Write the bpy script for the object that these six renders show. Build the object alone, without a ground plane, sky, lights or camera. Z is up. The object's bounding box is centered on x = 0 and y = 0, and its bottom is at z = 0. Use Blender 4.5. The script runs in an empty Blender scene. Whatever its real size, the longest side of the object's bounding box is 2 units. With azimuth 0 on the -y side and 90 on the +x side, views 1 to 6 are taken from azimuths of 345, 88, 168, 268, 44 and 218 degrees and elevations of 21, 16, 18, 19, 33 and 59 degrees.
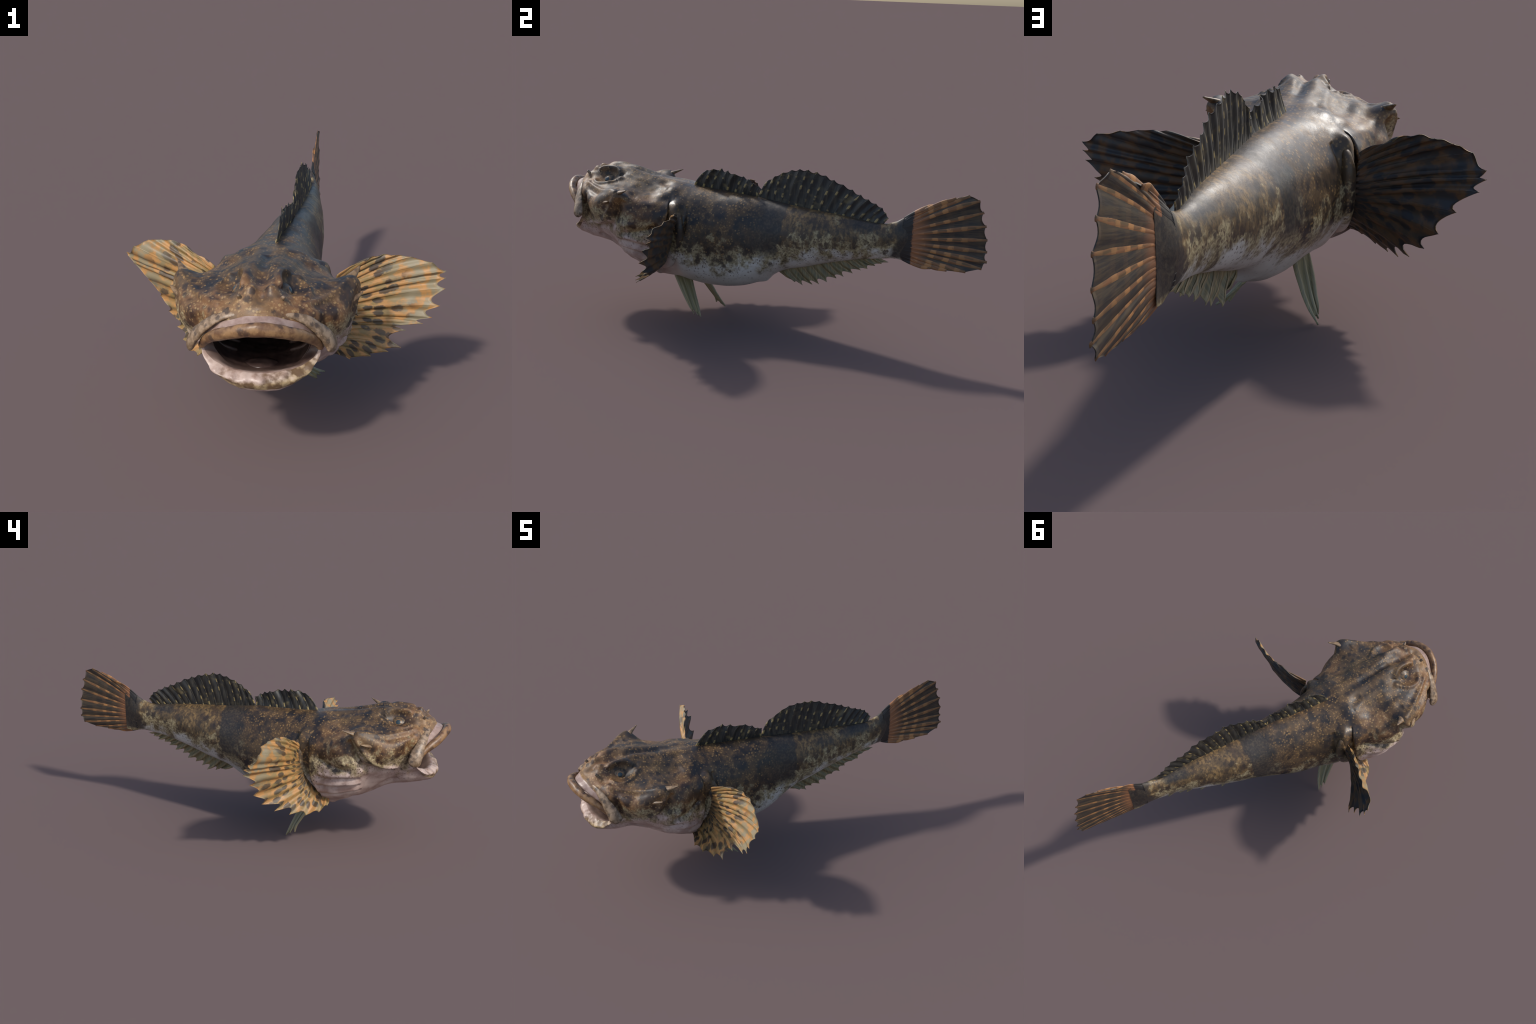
# A sculpin (bullhead) hanging in mid-swim with its mouth wide open.
# Everything is modelled in a fish frame: +Y runs from snout to tail, X is
# sideways, Z up.  The root Empty turns that frame into the scene.
import bpy, math, random
import numpy as np
from mathutils import Vector, Matrix, noise as mnoise

random.seed(7)
rng = np.random.default_rng(7)
HEADING = math.radians(-24.0)
ROOT_AT = (0.10, -0.045, 0.0)


# ------------------------------------------------------------------ helpers
def hermite(ctrl, knots, at):
    """Cubic through control rows (n, ...) at increasing knots, sampled at `at`."""
    c = np.asarray(ctrl, float)
    k = np.asarray(knots, float)
    at = np.asarray(at, float)
    n = len(k)
    shape = (-1,) + (1,) * (c.ndim - 1)
    h = np.diff(k)
    d = np.diff(c, axis=0) / h.reshape(shape)
    tan = np.empty_like(c)
    tan[0], tan[-1] = d[0], d[-1]
    wa, wb = h[1:].reshape(shape), h[:-1].reshape(shape)
    tan[1:-1] = (d[:-1] * wa + d[1:] * wb) / (wa + wb)
    i = np.clip(np.searchsorted(k, at, side="right") - 1, 0, n - 2)
    t = ((at - k[i]) / h[i]).reshape(shape)
    hi = h[i].reshape(shape)
    return ((2 * t**3 - 3 * t**2 + 1) * c[i] + (t**3 - 2 * t**2 + t) * hi * tan[i]
            + (-2 * t**3 + 3 * t**2) * c[i + 1] + (t**3 - t**2) * hi * tan[i + 1])


def smooth(x, a, b):
    t = np.clip((np.asarray(x, float) - a) / (b - a), 0, 1)
    return t * t * (3 - 2 * t)


MID = np.array([(-1.10, 0.027), (-0.80, -0.006), (-0.565, -0.020), (-0.38, -0.026), (-0.20, -0.016),
                (0.03, 0.006), (0.30, 0.020), (0.55, 0.026), (0.68, 0.022), (0.80, 0.012), (1.0, 0.018), (1.3, 0.024)])


def midline(y):
    return hermite(MID[:, 1:], MID[:, 0], np.atleast_1d(y))[:, 0]


def bend(p):
    """Straight fish -> gently curved fish: sections stay square to the midline."""
    p = np.array(p, float).reshape(-1, 3)
    y = p[:, 1] + 0.016 * smooth(-p[:, 1], 0.80, 0.96)      # blunt snout
    slope = (midline(y + 0.06) - midline(y - 0.06)) / 0.12
    phi = -np.arctan(slope)
    return np.stack([midline(y) + p[:, 0] * np.cos(phi), y + p[:, 0] * np.sin(phi), p[:, 2]], 1)


def mesh_object(name, verts, faces, material, parent, smooth_shade=True, origin=None, basis=None):
    """Mesh in the fish frame; optional local origin/basis so that Object coordinates follow the part."""
    v = np.asarray(verts, float)
    m = Matrix.Identity(4)
    if origin is not None:
        b = np.eye(3) if basis is None else np.asarray(basis, float)  # columns = local axes
        v = (v - np.asarray(origin)) @ b
        m = Matrix(np.block([[b, np.asarray(origin, float).reshape(3, 1)], [np.zeros((1, 3)), np.ones((1, 1))]]).tolist())
    me = bpy.data.meshes.new(name)
    me.from_pydata(v.tolist(), [], [list(map(int, f)) for f in faces])
    me.validate()
    me.materials.append(material)
    me.polygons.foreach_set("use_smooth", [smooth_shade] * len(me.polygons))
    me.update()
    o = bpy.data.objects.new(name, me)
    bpy.context.scene.collection.objects.link(o)
    o.parent = parent
    # children of a part are given in the fish frame too: undo the part's own frame
    o.matrix_local = (FRAME.get(parent.name, Matrix.Identity(4)).inverted() @ m) if parent else m
    FRAME[o.name] = m
    return o


FRAME = {}


def grid_faces(rows, cols, closed=False, base=0, flip=False):
    f = []
    for i in range(rows - 1):
        for j in range(cols if closed else cols - 1):
            k = (j + 1) % cols
            q = (base + i * cols + j, base + i * cols + k, base + (i + 1) * cols + k, base + (i + 1) * cols + j)
            f.append(q[::-1] if flip else q)
    return f


def tube(path, radii, side=16, flatten=1.0, flat_axis=None, n=32, caps=True):
    """Round-ended tube along a smooth path; radii may be (a) or (a, b) pairs."""
    path = np.asarray(path, float)
    k = np.r_[0, np.cumsum(np.linalg.norm(np.diff(path, axis=0), axis=1))]
    s = np.linspace(0, k[-1], n)
    p = hermite(path, k, s)
    r = np.interp(s, k, radii)
    if caps:
        e = np.minimum(s, k[-1] - s)
        r = r * np.sqrt(np.clip(1 - (1 - np.clip(e / (r + 1e-9), 0, 1)) ** 2, 0.0004, 1))
    t = np.gradient(p, axis=0)
    t /= np.linalg.norm(t, axis=1)[:, None]
    ref = np.array(flat_axis if flat_axis is not None else (0.01, 0.02, 1.0), float)
    a = ref - t * (t @ ref)[:, None]
    a /= np.linalg.norm(a, axis=1)[:, None]
    b = np.cross(t, a)
    ang = np.linspace(0, 2 * np.pi, side, endpoint=False)
    v = (p[:, None] + r[:, None, None] * (np.cos(ang)[None, :, None] * a[:, None] * np.reshape(flatten, (-1, 1, 1)) + np.sin(ang)[None, :, None] * b[:, None]))
    f = grid_faces(n, side, closed=True)
    f += [list(range(side))[::-1], list(range((n - 1) * side, n * side))]
    return v.reshape(-1, 3), f


# ---------------------------------------------------------------- materials
class Nodes:
    """Small shorthand for building shader graphs."""

    def __init__(self, name):
        self.mat = bpy.data.materials.new(name)
        self.mat.use_nodes = True
        self.t = self.mat.node_tree
        self.b = self.t.nodes["Principled BSDF"]

    def n(self, kind, **props):
        node = self.t.nodes.new(kind)
        for k, v in props.items():
            setattr(node, k, v)
        return node

    def link(self, value, socket):
        if isinstance(value, (int, float)):
            socket.default_value = value
        elif isinstance(value, (tuple, list)):
            socket.default_value = tuple(value) + ((1.0,) if len(value) == 3 and socket.type == "RGBA" else ())
        else:
            self.t.links.new(value, socket)

    def math(self, op, a, b=0.0, c=0.0, clamp=False):
        m = self.n("ShaderNodeMath", operation=op, use_clamp=clamp)
        for s, v in zip(m.inputs, (a, b, c)):
            self.link(v, s)
        return m.outputs[0]

    def add(self, a, b): return self.math("ADD", a, b)
    def sub(self, a, b): return self.math("SUBTRACT", a, b)
    def mul(self, a, b): return self.math("MULTIPLY", a, b)
    def max(self, a, b): return self.math("MAXIMUM", a, b)

    def step(self, x, lo, hi, out0=0.0, out1=1.0):
        m = self.n("ShaderNodeMapRange", interpolation_type="SMOOTHSTEP")
        for key, v in (("Value", x), ("From Min", lo), ("From Max", hi), ("To Min", out0), ("To Max", out1)):
            self.link(v, m.inputs[key])
        return m.outputs[0]

    def band(self, x, a, b, soft0, soft1):
        return self.mul(self.step(x, a - soft0, a + soft0), self.step(x, b - soft1, b + soft1, 1.0, 0.0))

    def mix(self, f, a, b, blend="MIX"):
        m = self.n("ShaderNodeMix", data_type="RGBA", blend_type=blend)
        self.link(f, m.inputs[0]); self.link(a, m.inputs[6]); self.link(b, m.inputs[7])
        return m.outputs[2]

    def coords(self):
        if not hasattr(self, "_co"):
            self._co = self.n("ShaderNodeTexCoord").outputs["Object"]
            s = self.n("ShaderNodeSeparateXYZ")
            self.t.links.new(self._co, s.inputs[0])
            self.x, self.y, self.z = s.outputs
        return self._co

    def mapped(self, v, scale=(1, 1, 1), rot=(0, 0, 0), loc=(0, 0, 0)):
        m = self.n("ShaderNodeMapping")
        self.link(v, m.inputs["Vector"])
        m.inputs["Scale"].default_value, m.inputs["Rotation"].default_value, m.inputs["Location"].default_value = scale, rot, loc
        return m.outputs[0]

    def noise(self, v, scale, detail=4.0, rough=0.55, distort=0.0):
        m = self.n("ShaderNodeTexNoise")
        self.link(v, m.inputs["Vector"])
        for k, x in (("Scale", scale), ("Detail", detail), ("Roughness", rough), ("Distortion", distort)):
            m.inputs[k].default_value = x
        return m.outputs[0]

    def cells(self, v, scale, feature="F1", random=1.0, dims="3D"):
        m = self.n("ShaderNodeTexVoronoi", feature=feature, voronoi_dimensions=dims)
        self.link(v, m.inputs["Vector"])
        m.inputs["Scale"].default_value = scale
        m.inputs["Randomness"].default_value = random
        return m.outputs

    def curve(self, x, lo, hi, points):
        """Piecewise-linear lookup of a shape parameter (Float Curve over lo..hi)."""
        t = self.math("DIVIDE", self.sub(x, lo), hi - lo, clamp=True)
        c = self.n("ShaderNodeFloatCurve")
        cv = c.mapping.curves[0]
        pts = [((px - lo) / (hi - lo), py) for px, py in points]
        cv.points[0].location = pts[0]
        cv.points[1].location = pts[-1]
        for q in pts[1:-1]:
            cv.points.new(*q)
        for q in cv.points:
            q.handle_type = "AUTO_CLAMPED"
        c.mapping.update()
        self.link(t, c.inputs["Value"])
        return c.outputs[0]

    def combine(self, x, y, z=0.0):
        c = self.n("ShaderNodeCombineXYZ")
        for s, v in zip(c.inputs, (x, y, z)):
            self.link(v, s)
        return c.outputs[0]

    def finish(self, colour, rough=0.45, bump=None, bump_strength=0.3, distance=0.004, spec=0.5, **extra):
        self.link(colour, self.b.inputs["Base Color"])
        self.link(rough, self.b.inputs["Roughness"])
        self.b.inputs["Specular IOR Level"].default_value = spec
        for k, v in extra.items():
            self.link(v, self.b.inputs[k])
        if bump is not None:
            bn = self.n("ShaderNodeBump")
            bn.inputs["Strength"].default_value = bump_strength
            bn.inputs["Distance"].default_value = distance
            self.link(bump, bn.inputs["Height"])
            self.t.links.new(bn.outputs[0], self.b.inputs["Normal"])
        return self.mat


def skin_material():
    k = Nodes("mottled_skin")
    co = k.coords()
    y, z = k.y, k.z
    big = k.noise(co, 7.0, 4)
    mid = k.noise(co, 17.0, 5, 0.58)
    fine = k.noise(co, 88.0, 4, 0.6)
    grain = k.noise(co, 260.0, 2)
    # --- dark brown back with warm freckles
    back = k.mix(k.step(mid, 0.38, 0.64), (0.019, 0.016, 0.015), (0.098, 0.056, 0.025))
    back = k.mix(k.mul(k.step(big, 0.45, 0.66), 0.6), back, (0.125, 0.078, 0.038))
    dots = k.cells(co, 84.0)
    pick = k.n("ShaderNodeSeparateColor")
    k.link(dots[1], pick.inputs[0])
    freckle = k.mul(k.step(k.add(dots[0], k.mul(k.sub(fine, 0.5), 0.9)), 0.46, 0.24), k.step(k.add(pick.outputs[0], k.mul(k.sub(mid, 0.5), 1.2)), 0.46, 0.62))
    freckle = k.max(freckle, k.mul(k.mul(k.step(fine, 0.54, 0.66), k.step(mid, 0.42, 0.58)), 0.6))
    back = k.mix(k.mul(freckle, 0.58), back, (0.34, 0.200, 0.072))
    # --- rear body: sandy olive over the flanks
    rear = k.step(y, 0.17, 0.24)
    streak = k.noise(k.mapped(co, (64, 64, 34)), 1.0, 5, 0.65)
    sandy = k.mix(k.step(streak, 0.38, 0.62), (0.058, 0.040, 0.024), (0.255, 0.158, 0.062))
    sandy = k.mix(k.mul(k.step(mid, 0.56, 0.42), 0.55), sandy, (0.045, 0.034, 0.024))
    back = k.mix(k.mul(rear, 0.85), back, sandy)
    # --- snout and cheeks are redder and lighter
    head = k.step(y, -0.70, -0.88)
    russet = k.mix(k.step(mid, 0.36, 0.60), (0.055, 0.027, 0.015), (0.215, 0.105, 0.042))
    russet = k.mix(k.mul(k.step(big, 0.48, 0.66), 0.35), russet, (0.27, 0.17, 0.08))
    russet = k.mix(k.mul(freckle, 0.48), russet, (0.46, 0.320, 0.150))
    low_head = k.mul(k.step(y, -0.36, -0.50), k.step(z, 0.665, 0.60))
    back = k.mix(k.mul(k.max(head, k.mul(low_head, 0.85)), 0.85), back, russet)
    # --- pale flank and white belly; the border climbs towards the tail
    wob = k.add(k.mul(k.sub(big, 0.5), 0.20), k.mul(k.sub(mid, 0.5), 0.24))
    border = k.curve(y, -1.05, 0.85, [(-1.05, 0.50), (-0.80, 0.50), (-0.68, 0.50), (-0.55, 0.475), (-0.42, 0.44), (-0.30, 0.36), (-0.10, 0.335),
                                      (0.10, 0.37), (0.25, 0.43), (0.45, 0.47), (0.62, 0.485), (0.74, 0.47), (0.85, 0.40)])
    depth = k.sub(k.add(border, wob), z)                 # >0 below the border
    flank = k.step(depth, -0.16, 0.01)
    belly = k.step(k.add(depth, k.mul(k.sub(fine, 0.5), 0.07)), -0.012, 0.065)
    pale = k.mix(k.step(fine, 0.35, 0.65), (0.185, 0.140, 0.075), (0.44, 0.365, 0.205))
    body = k.mix(k.mul(k.step(k.add(k.mul(flank, 0.5), k.mul(mid, 0.9)), 0.68, 0.92), 0.85), back, pale)
    white = k.mix(k.step(big, 0.35, 0.7), (0.47, 0.44, 0.40), (0.57, 0.54, 0.49))
    rosy = k.mix(k.step(mid, 0.35, 0.68), (0.34, 0.230, 0.195), (0.54, 0.42, 0.37))
    white = k.mix(k.step(y, -0.30, -0.42), white, rosy)
    body = k.mix(belly, body, white)
    # --- dark blotches along the border and round spots
    spot_c = k.cells(k.mapped(co, (1, 1, 0.85)), 21.0)
    spots = k.mul(k.step(k.add(spot_c[0], k.mul(k.sub(fine, 0.5), 0.6)), 0.40, 0.20), k.step(big, 0.38, 0.52))
    spots = k.mul(spots, k.step(depth, 0.055, 0.01))
    body = k.mix(k.mul(spots, 0.85), body, (0.032, 0.022, 0.018))
    pep = k.cells(co, 74.0)
    cluster = k.mul(k.step(mid, 0.42, 0.54), k.step(depth, 0.15, 0.03))
    pepper = k.mul(k.mul(k.step(pep[0], 0.34, 0.20), cluster), k.step(depth, -0.11, -0.02))
    body = k.mix(k.mul(pepper, 0.85), body, (0.085, 0.045, 0.030))
    mott = k.noise(k.mapped(co, (30, 30, 12)), 1.0, 4, 0.6)
    mottle = k.mul(k.mul(k.step(mott, 0.54, 0.64), k.band(y, 0.12, 0.72, 0.08, 0.05)), k.step(depth, 0.08, 0.0))
    body = k.mix(k.mul(mottle, 0.75), body, (0.060, 0.038, 0.024))
    # --- saddles: one below the second dorsal, a small one near its end, one on the tail stalk
    yy = k.add(y, k.add(k.mul(k.sub(mid, 0.5), 0.045), k.mul(k.sub(z, 0.5), -0.12)))
    saddle = k.mul(k.band(yy, 0.03, 0.185, 0.10, 0.004), k.step(k.add(z, k.mul(k.sub(mid, 0.5), 0.10)), 0.385, 0.43))
    second = k.mul(k.band(yy, 0.50, 0.635, 0.03, 0.012), k.step(k.add(z, k.mul(k.sub(mid, 0.5), 0.08)), 0.565, 0.585))
    stalk = k.mul(k.step(k.add(y, k.add(k.mul(k.sub(big, 0.5), 0.10), k.mul(k.math("ABSOLUTE", k.sub(z, 0.56)), 0.15))), 0.722, 0.745), k.step(z, 0.445, 0.462))
    dark = k.max(k.max(k.mul(saddle, 0.9), k.mul(second, 0.85)), k.mul(stalk, 0.9))
    dark_colour = k.mix(k.step(fine, 0.4, 0.7), (0.023, 0.021, 0.021), (0.062, 0.050, 0.036))
    body = k.mix(dark, body, dark_colour)
    rough = k.step(k.add(mid, k.mul(k.step(y, -0.35, -0.55), 0.2)), 0.3, 0.8, 0.38, 0.56)
    return k.finish(body, rough, bump=k.add(k.mul(fine, 0.6), k.mul(grain, 0.3)), bump_strength=0.22, distance=0.004)


def mouth_material():
    k = Nodes("mouth_lining")
    co = k.coords()
    n = k.noise(co, 26.0, 4)
    pink = k.mix(k.step(n, 0.35, 0.65), (0.235, 0.150, 0.120), (0.36, 0.26, 0.22))
    deep = k.step(k.add(k.y, k.mul(k.sub(n, 0.5), 0.05)), -0.925, -0.865)
    throat = k.mix(k.step(n, 0.4, 0.65), (0.050, 0.030, 0.026), (0.10, 0.062, 0.050))
    col = k.mix(deep, pink, throat)
    return k.finish(col, 0.38, bump=k.noise(co, 60.0, 3), bump_strength=0.2)


def lip_material(name, tan, brown, dark, scale=1.0):
    k = Nodes(name)
    co = k.coords()
    a, b, c = k.noise(co, 34.0 * scale, 4), k.noise(co, 85.0 * scale, 3), k.cells(co, 24.0 * scale)[0]
    col = k.mix(k.step(a, 0.36, 0.64), brown, tan)
    col = k.mix(k.mul(k.step(k.add(c, k.mul(k.sub(b, 0.5), 0.4)), 0.40, 0.20), 0.75), col, dark)
    col = k.mix(k.mul(k.step(b, 0.62, 0.72), 0.6), col, tuple(min(1, 1.5 * x) for x in tan))
    return k.finish(col, 0.42, bump=b, bump_strength=0.2)


def jaw_rim_material():
    """Pale rosy inner lip that turns brown-speckled on the outermost edge."""
    k = Nodes("jaw_rim")
    co = k.coords()
    a, b = k.noise(co, 30.0, 4), k.noise(co, 90.0, 3)
    rosy = k.mix(k.step(a, 0.35, 0.65), (0.36, 0.25, 0.205), (0.50, 0.385, 0.33))
    edge = k.step(k.add(k.z, k.add(k.mul(k.sub(a, 0.5), 0.045), k.mul(k.add(k.y, 0.97), -0.55))), 0.424, 0.406)
    brown = k.mix(k.step(a, 0.42, 0.62), (0.14, 0.085, 0.045), (0.42, 0.31, 0.17))
    return k.finish(k.mix(edge, rosy, brown), 0.4, bump=b, bump_strength=0.25)


def fin_material(name, light, mid_c, dark, pale_tip=None, kind="plain", ray=False):
    """Fins: the membrane and its rays share one local frame: +Z along the fan's axis,
    X across it, origin at the fan's apex, so one pattern runs over both."""
    k = Nodes(name)
    co = k.coords()
    ang = k.math("ARCTAN2", k.x, k.z)
    rad = k.math("SQRT", k.add(k.mul(k.x, k.x), k.mul(k.z, k.z)))
    streak = k.noise(k.combine(k.mul(ang, 60.0), k.mul(rad, 9.0)), 1.0, 4, 0.6)
    soft = k.noise(k.combine(k.mul(ang, 9.0), k.mul(rad, 20.0)), 1.0, 3)
    fine = k.noise(co, 110.0, 3)
    rnd = k.n("ShaderNodeObjectInfo").outputs["Random"] if ray else 0.0
    wob = k.mul(k.sub(fine, 0.5), 0.35)
    if kind == "pectoral":
        col = k.mix(k.step(soft, 0.40, 0.60), mid_c, light)
        col = k.mix(k.mul(k.step(streak, 0.52, 0.68), 0.45), col, mid_c)
        # rows of dark spots: close and small near the root, wide apart and blotchy outwards
        cell = k.cells(k.combine(k.mul(ang, 8.5), k.mul(k.math("SQRT", rad), 16.0)), 1.0, random=0.6, dims="2D")
        shade = k.n("ShaderNodeSeparateColor")
        k.link(cell[1], shade.inputs[0])
        sp = k.mul(k.step(k.add(cell[0], k.mul(k.sub(fine, 0.5), 0.30)), 0.44, 0.28), k.step(k.add(shade.outputs[0], k.mul(k.sub(soft, 0.5), 0.8)), 0.24, 0.36))
        sp = k.mul(sp, k.step(rad, 0.43, 0.34))
        col = k.mix(k.mul(sp, 0.90 if ray else 0.85), col, dark)
        outer = k.mul(k.step(rad, 0.27, 0.40), k.step(soft, 0.58, 0.42))
        col = k.mix(k.mul(outer, 0.65), col, pale_tip)
        root = k.step(k.add(rad, k.mul(k.sub(soft, 0.5), 0.1)), 0.15, 0.085)
        col = k.mix(k.mul(root, 0.65), col, dark)
    elif kind == "tail":
        tone = k.mix(k.step(streak, 0.40, 0.62), dark, mid_c) if not ray else k.mix(k.step(streak, 0.36, 0.60), mid_c, k.mix(0.5, mid_c, light))
        phase = k.add(k.math("DIVIDE", rad, 0.066), k.add(k.mul(rnd, 0.30), k.add(wob, -0.30)))
        wave = k.math("ABSOLUTE", k.sub(k.math("FRACT", phase), 0.5))
        bars = k.mul(k.step(wave, 0.25, 0.15), k.step(k.add(soft, wob), 0.24, 0.38))
        col = k.mix(k.mul(bars, 0.85 if ray else 0.06), tone, k.mix(k.step(rad, 0.36, 0.50), pale_tip, k.mix(0.65, pale_tip, mid_c)))
        base = k.step(k.add(rad, k.mul(k.sub(streak, 0.5), 0.14)), 0.310, 0.215)
        col = k.mix(base, col, k.mix(k.step(streak, 0.36, 0.58), k.mix(0.5, light, mid_c), light))
        col = k.mix(k.step(k.add(k.z, k.mul(k.sub(fine, 0.5), 0.02)), 0.207, 0.199), col, dark)
    else:
        col = k.mix(k.step(streak, 0.42, 0.66), dark, mid_c)
        col = k.mix(k.mul(k.step(soft, 0.58, 0.68), 0.40), col, k.mix(0.5, mid_c, light))
        if kind == "dorsal":                                            # yellow spots in rows parallel to the back
            h = k.add(k.z, k.mul(k.x, 0.085))
            phase = k.add(k.math("DIVIDE", h, 0.046), k.add(k.mul(rnd, 0.55), wob))
            wave = k.math("ABSOLUTE", k.sub(k.math("FRACT", phase), 0.5))
            sp = k.mul(k.step(wave, 0.26, 0.14), k.step(k.add(soft, k.mul(k.sub(rnd, 0.5), 0.15)), 0.40, 0.54))
            col = k.mix(k.mul(sp, 0.85 if ray else 0.10), col, light)
    return k.finish(col, 0.50, bump=streak, bump_strength=0.2, distance=0.003)


SKIN = skin_material()
MOUTH = mouth_material()
LIP = lip_material("lip_skin", (0.27, 0.155, 0.072), (0.135, 0.068, 0.033), (0.045, 0.026, 0.020))
MAXILLA = lip_material("maxilla_skin", (0.30, 0.21, 0.135), (0.135, 0.086, 0.048), (0.050, 0.034, 0.026), 1.4)
SPINE = lip_material("spine_skin", (0.24, 0.155, 0.080), (0.125, 0.076, 0.040), (0.060, 0.040, 0.028), 1.5)
JAW_RIM = jaw_rim_material()

# ---------------------------------------------------------------------- root
root = bpy.data.objects.new("sculpin_fish", None)
bpy.context.scene.collection.objects.link(root)
root.location = ROOT_AT
root.rotation_euler = (0, 0, HEADING)
root["label"] = "mottled brown sculpin with gaping mouth and spread spotted fins"
root["category"] = "fish"
FRAME[root.name] = Matrix.Identity(4)


# ---------------------------------------------------------------------- body
# Half sections, 11 control points from the back's midline round to the belly's.
def section(y, *wz):
    return [(w, y + (e[0] if e else 0.0), z) for w, z, *e in wz]


def torso(y, top, bottom, half, zc, n=2.0):
    """Oval section."""
    out = []
    for i in range(11):
        a = math.pi * i / 10
        s, c = math.sin(a), math.cos(a)
        h = (top - zc) if c >= 0 else (zc - bottom)
        out.append((half * abs(s) ** (2 / n), y, zc + h * math.copysign(abs(c) ** (2 / n), c)))
    return out


TAIL_END = [torso(0.835, 0.655, 0.445, 0.003, 0.555, 1.3), torso(0.815, 0.660, 0.440, 0.009, 0.555, 1.3), torso(0.795, 0.659, 0.438, 0.017, 0.555, 1.35), torso(0.765, 0.648, 0.442, 0.028, 0.55, 1.5),
            torso(0.72, 0.622, 0.446, 0.037, 0.535, 1.8), torso(0.66, 0.606, 0.438, 0.045, 0.525), torso(0.58, 0.611, 0.425, 0.057, 0.52),
            torso(0.45, 0.623, 0.393, 0.082, 0.505), torso(0.30, 0.633, 0.346, 0.108, 0.48), torso(0.17, 0.642, 0.305, 0.124, 0.455)]
TRUNK = [torso(0.10, 0.649, 0.262, 0.130, 0.43), torso(0.03, 0.657, 0.222, 0.142, 0.41), torso(-0.08, 0.660, 0.192, 0.167, 0.39),
         torso(-0.20, 0.664, 0.184, 0.186, 0.39), torso(-0.30, 0.670, 0.192, 0.214, 0.41, 2.1)]
SWAY = np.array([(-1.2, 0), (-0.32, 0), (-0.20, -.003), (-0.08, -.010), (0.03, -.019), (0.10, -.022), (0.17, -.020), (0.30, -.011), (0.45, -.007), (0.58, -.003), (0.68, 0), (1.3, 0)])
GILL = [
    section(-0.365, (0, .674), (.05, .673), (.115, .656), (.170, .630), (.203, .578, -.02), (.212, .470, -.03), (.204, .370, -.04), (.168, .280, -.05), (.118, .222, -.05), (.05, .199, -.05), (0, .194, -.05)),
    section(-0.380, (0, .677), (.05, .676), (.116, .659), (.167, .632), (.200, .577, -.03), (.210, .470, -.05), (.208, .370, -.07), (.184, .280, -.09), (.126, .224, -.07), (.05, .202, -.06), (0, .198, -.06)),
    section(-0.385, (0, .680), (.05, .679), (.117, .657), (.171, .626), (.212, .580, .012), (.236, .480, .010), (.243, .380, -.005), (.216, .285, -.045), (.140, .224, -.075), (.05, .205, -.075), (0, .202, -.075)),
    section(-0.420, (0, .684), (.05, .684), (.119, .657), (.178, .620), (.224, .582), (.254, .480), (.260, .380, -.01), (.224, .286, -.04), (.140, .238, -.07), (.05, .228, -.08), (0, .228, -.08)),
    section(-0.500, (0, .691), (.05, .691), (.124, .653), (.202, .619), (.256, .592), (.288, .510), (.296, .405), (.242, .308, -.02), (.143, .264, -.05), (.05, .260, -.05), (0, .262, -.05)),
]
FACE = [
    section(-0.555, (0, .697), (.05, .700), (.126, .661), (.210, .632), (.270, .612), (.302, .535), (.303, .425), (.238, .325, -.01), (.140, .276, -.02), (.05, .272, -.02), (0, .274, -.02)),
    section(-0.600, (0, .704), (.05, .710), (.127, .672), (.225, .653), (.314, .652), (.312, .550), (.305, .445), (.234, .338), (.138, .280), (.05, .277), (0, .279)),
    section(-0.680, (0, .717), (.047, .730), (.115, .685), (.215, .656), (.302, .640), (.308, .565), (.284, .490), (.202, .392), (.130, .322), (.05, .299), (0, .296)),
    section(-0.760, (0, .716), (.050, .729), (.105, .690), (.202, .646), (.272, .608), (.283, .555), (.245, .490), (.180, .422), (.128, .364), (.05, .333), (0, .330)),
    section(-0.840, (0, .707), (.048, .719), (.098, .683), (.188, .640), (.233, .604, .01), (.235, .558, .02), (.203, .500, .02), (.178, .434, .0), (.136, .380, -.01), (.06, .356, -.02), (0, .352, -.02)),
    section(-0.900, (0, .694), (.045, .697), (.093, .670), (.170, .638, .01), (.198, .604, .025), (.198, .558, .035), (.189, .510, .04), (.178, .447, .025), (.140, .397, .0), (.068, .369, -.025), (0, .363, -.03)),
    section(-0.945, (0, .674, -.005), (.045, .670), (.093, .651, .01), (.148, .627, .03), (.180, .596, .045), (.190, .553, .06), (.190, .510, .07), (.178, .457, .055), (.143, .412, .015), (.076, .386, -.020), (0, .380, -.028)),
    section(-0.965, (0, .650, -.005), (.045, .648), (.093, .630, .012), (.141, .607, .035), (.176, .578, .055), (.192, .544, .072), (.201, .510, .085), (.196, .470, .065), (.160, .434, .02), (.085, .418, -.012), (0, .415, -.022)),
]
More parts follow.
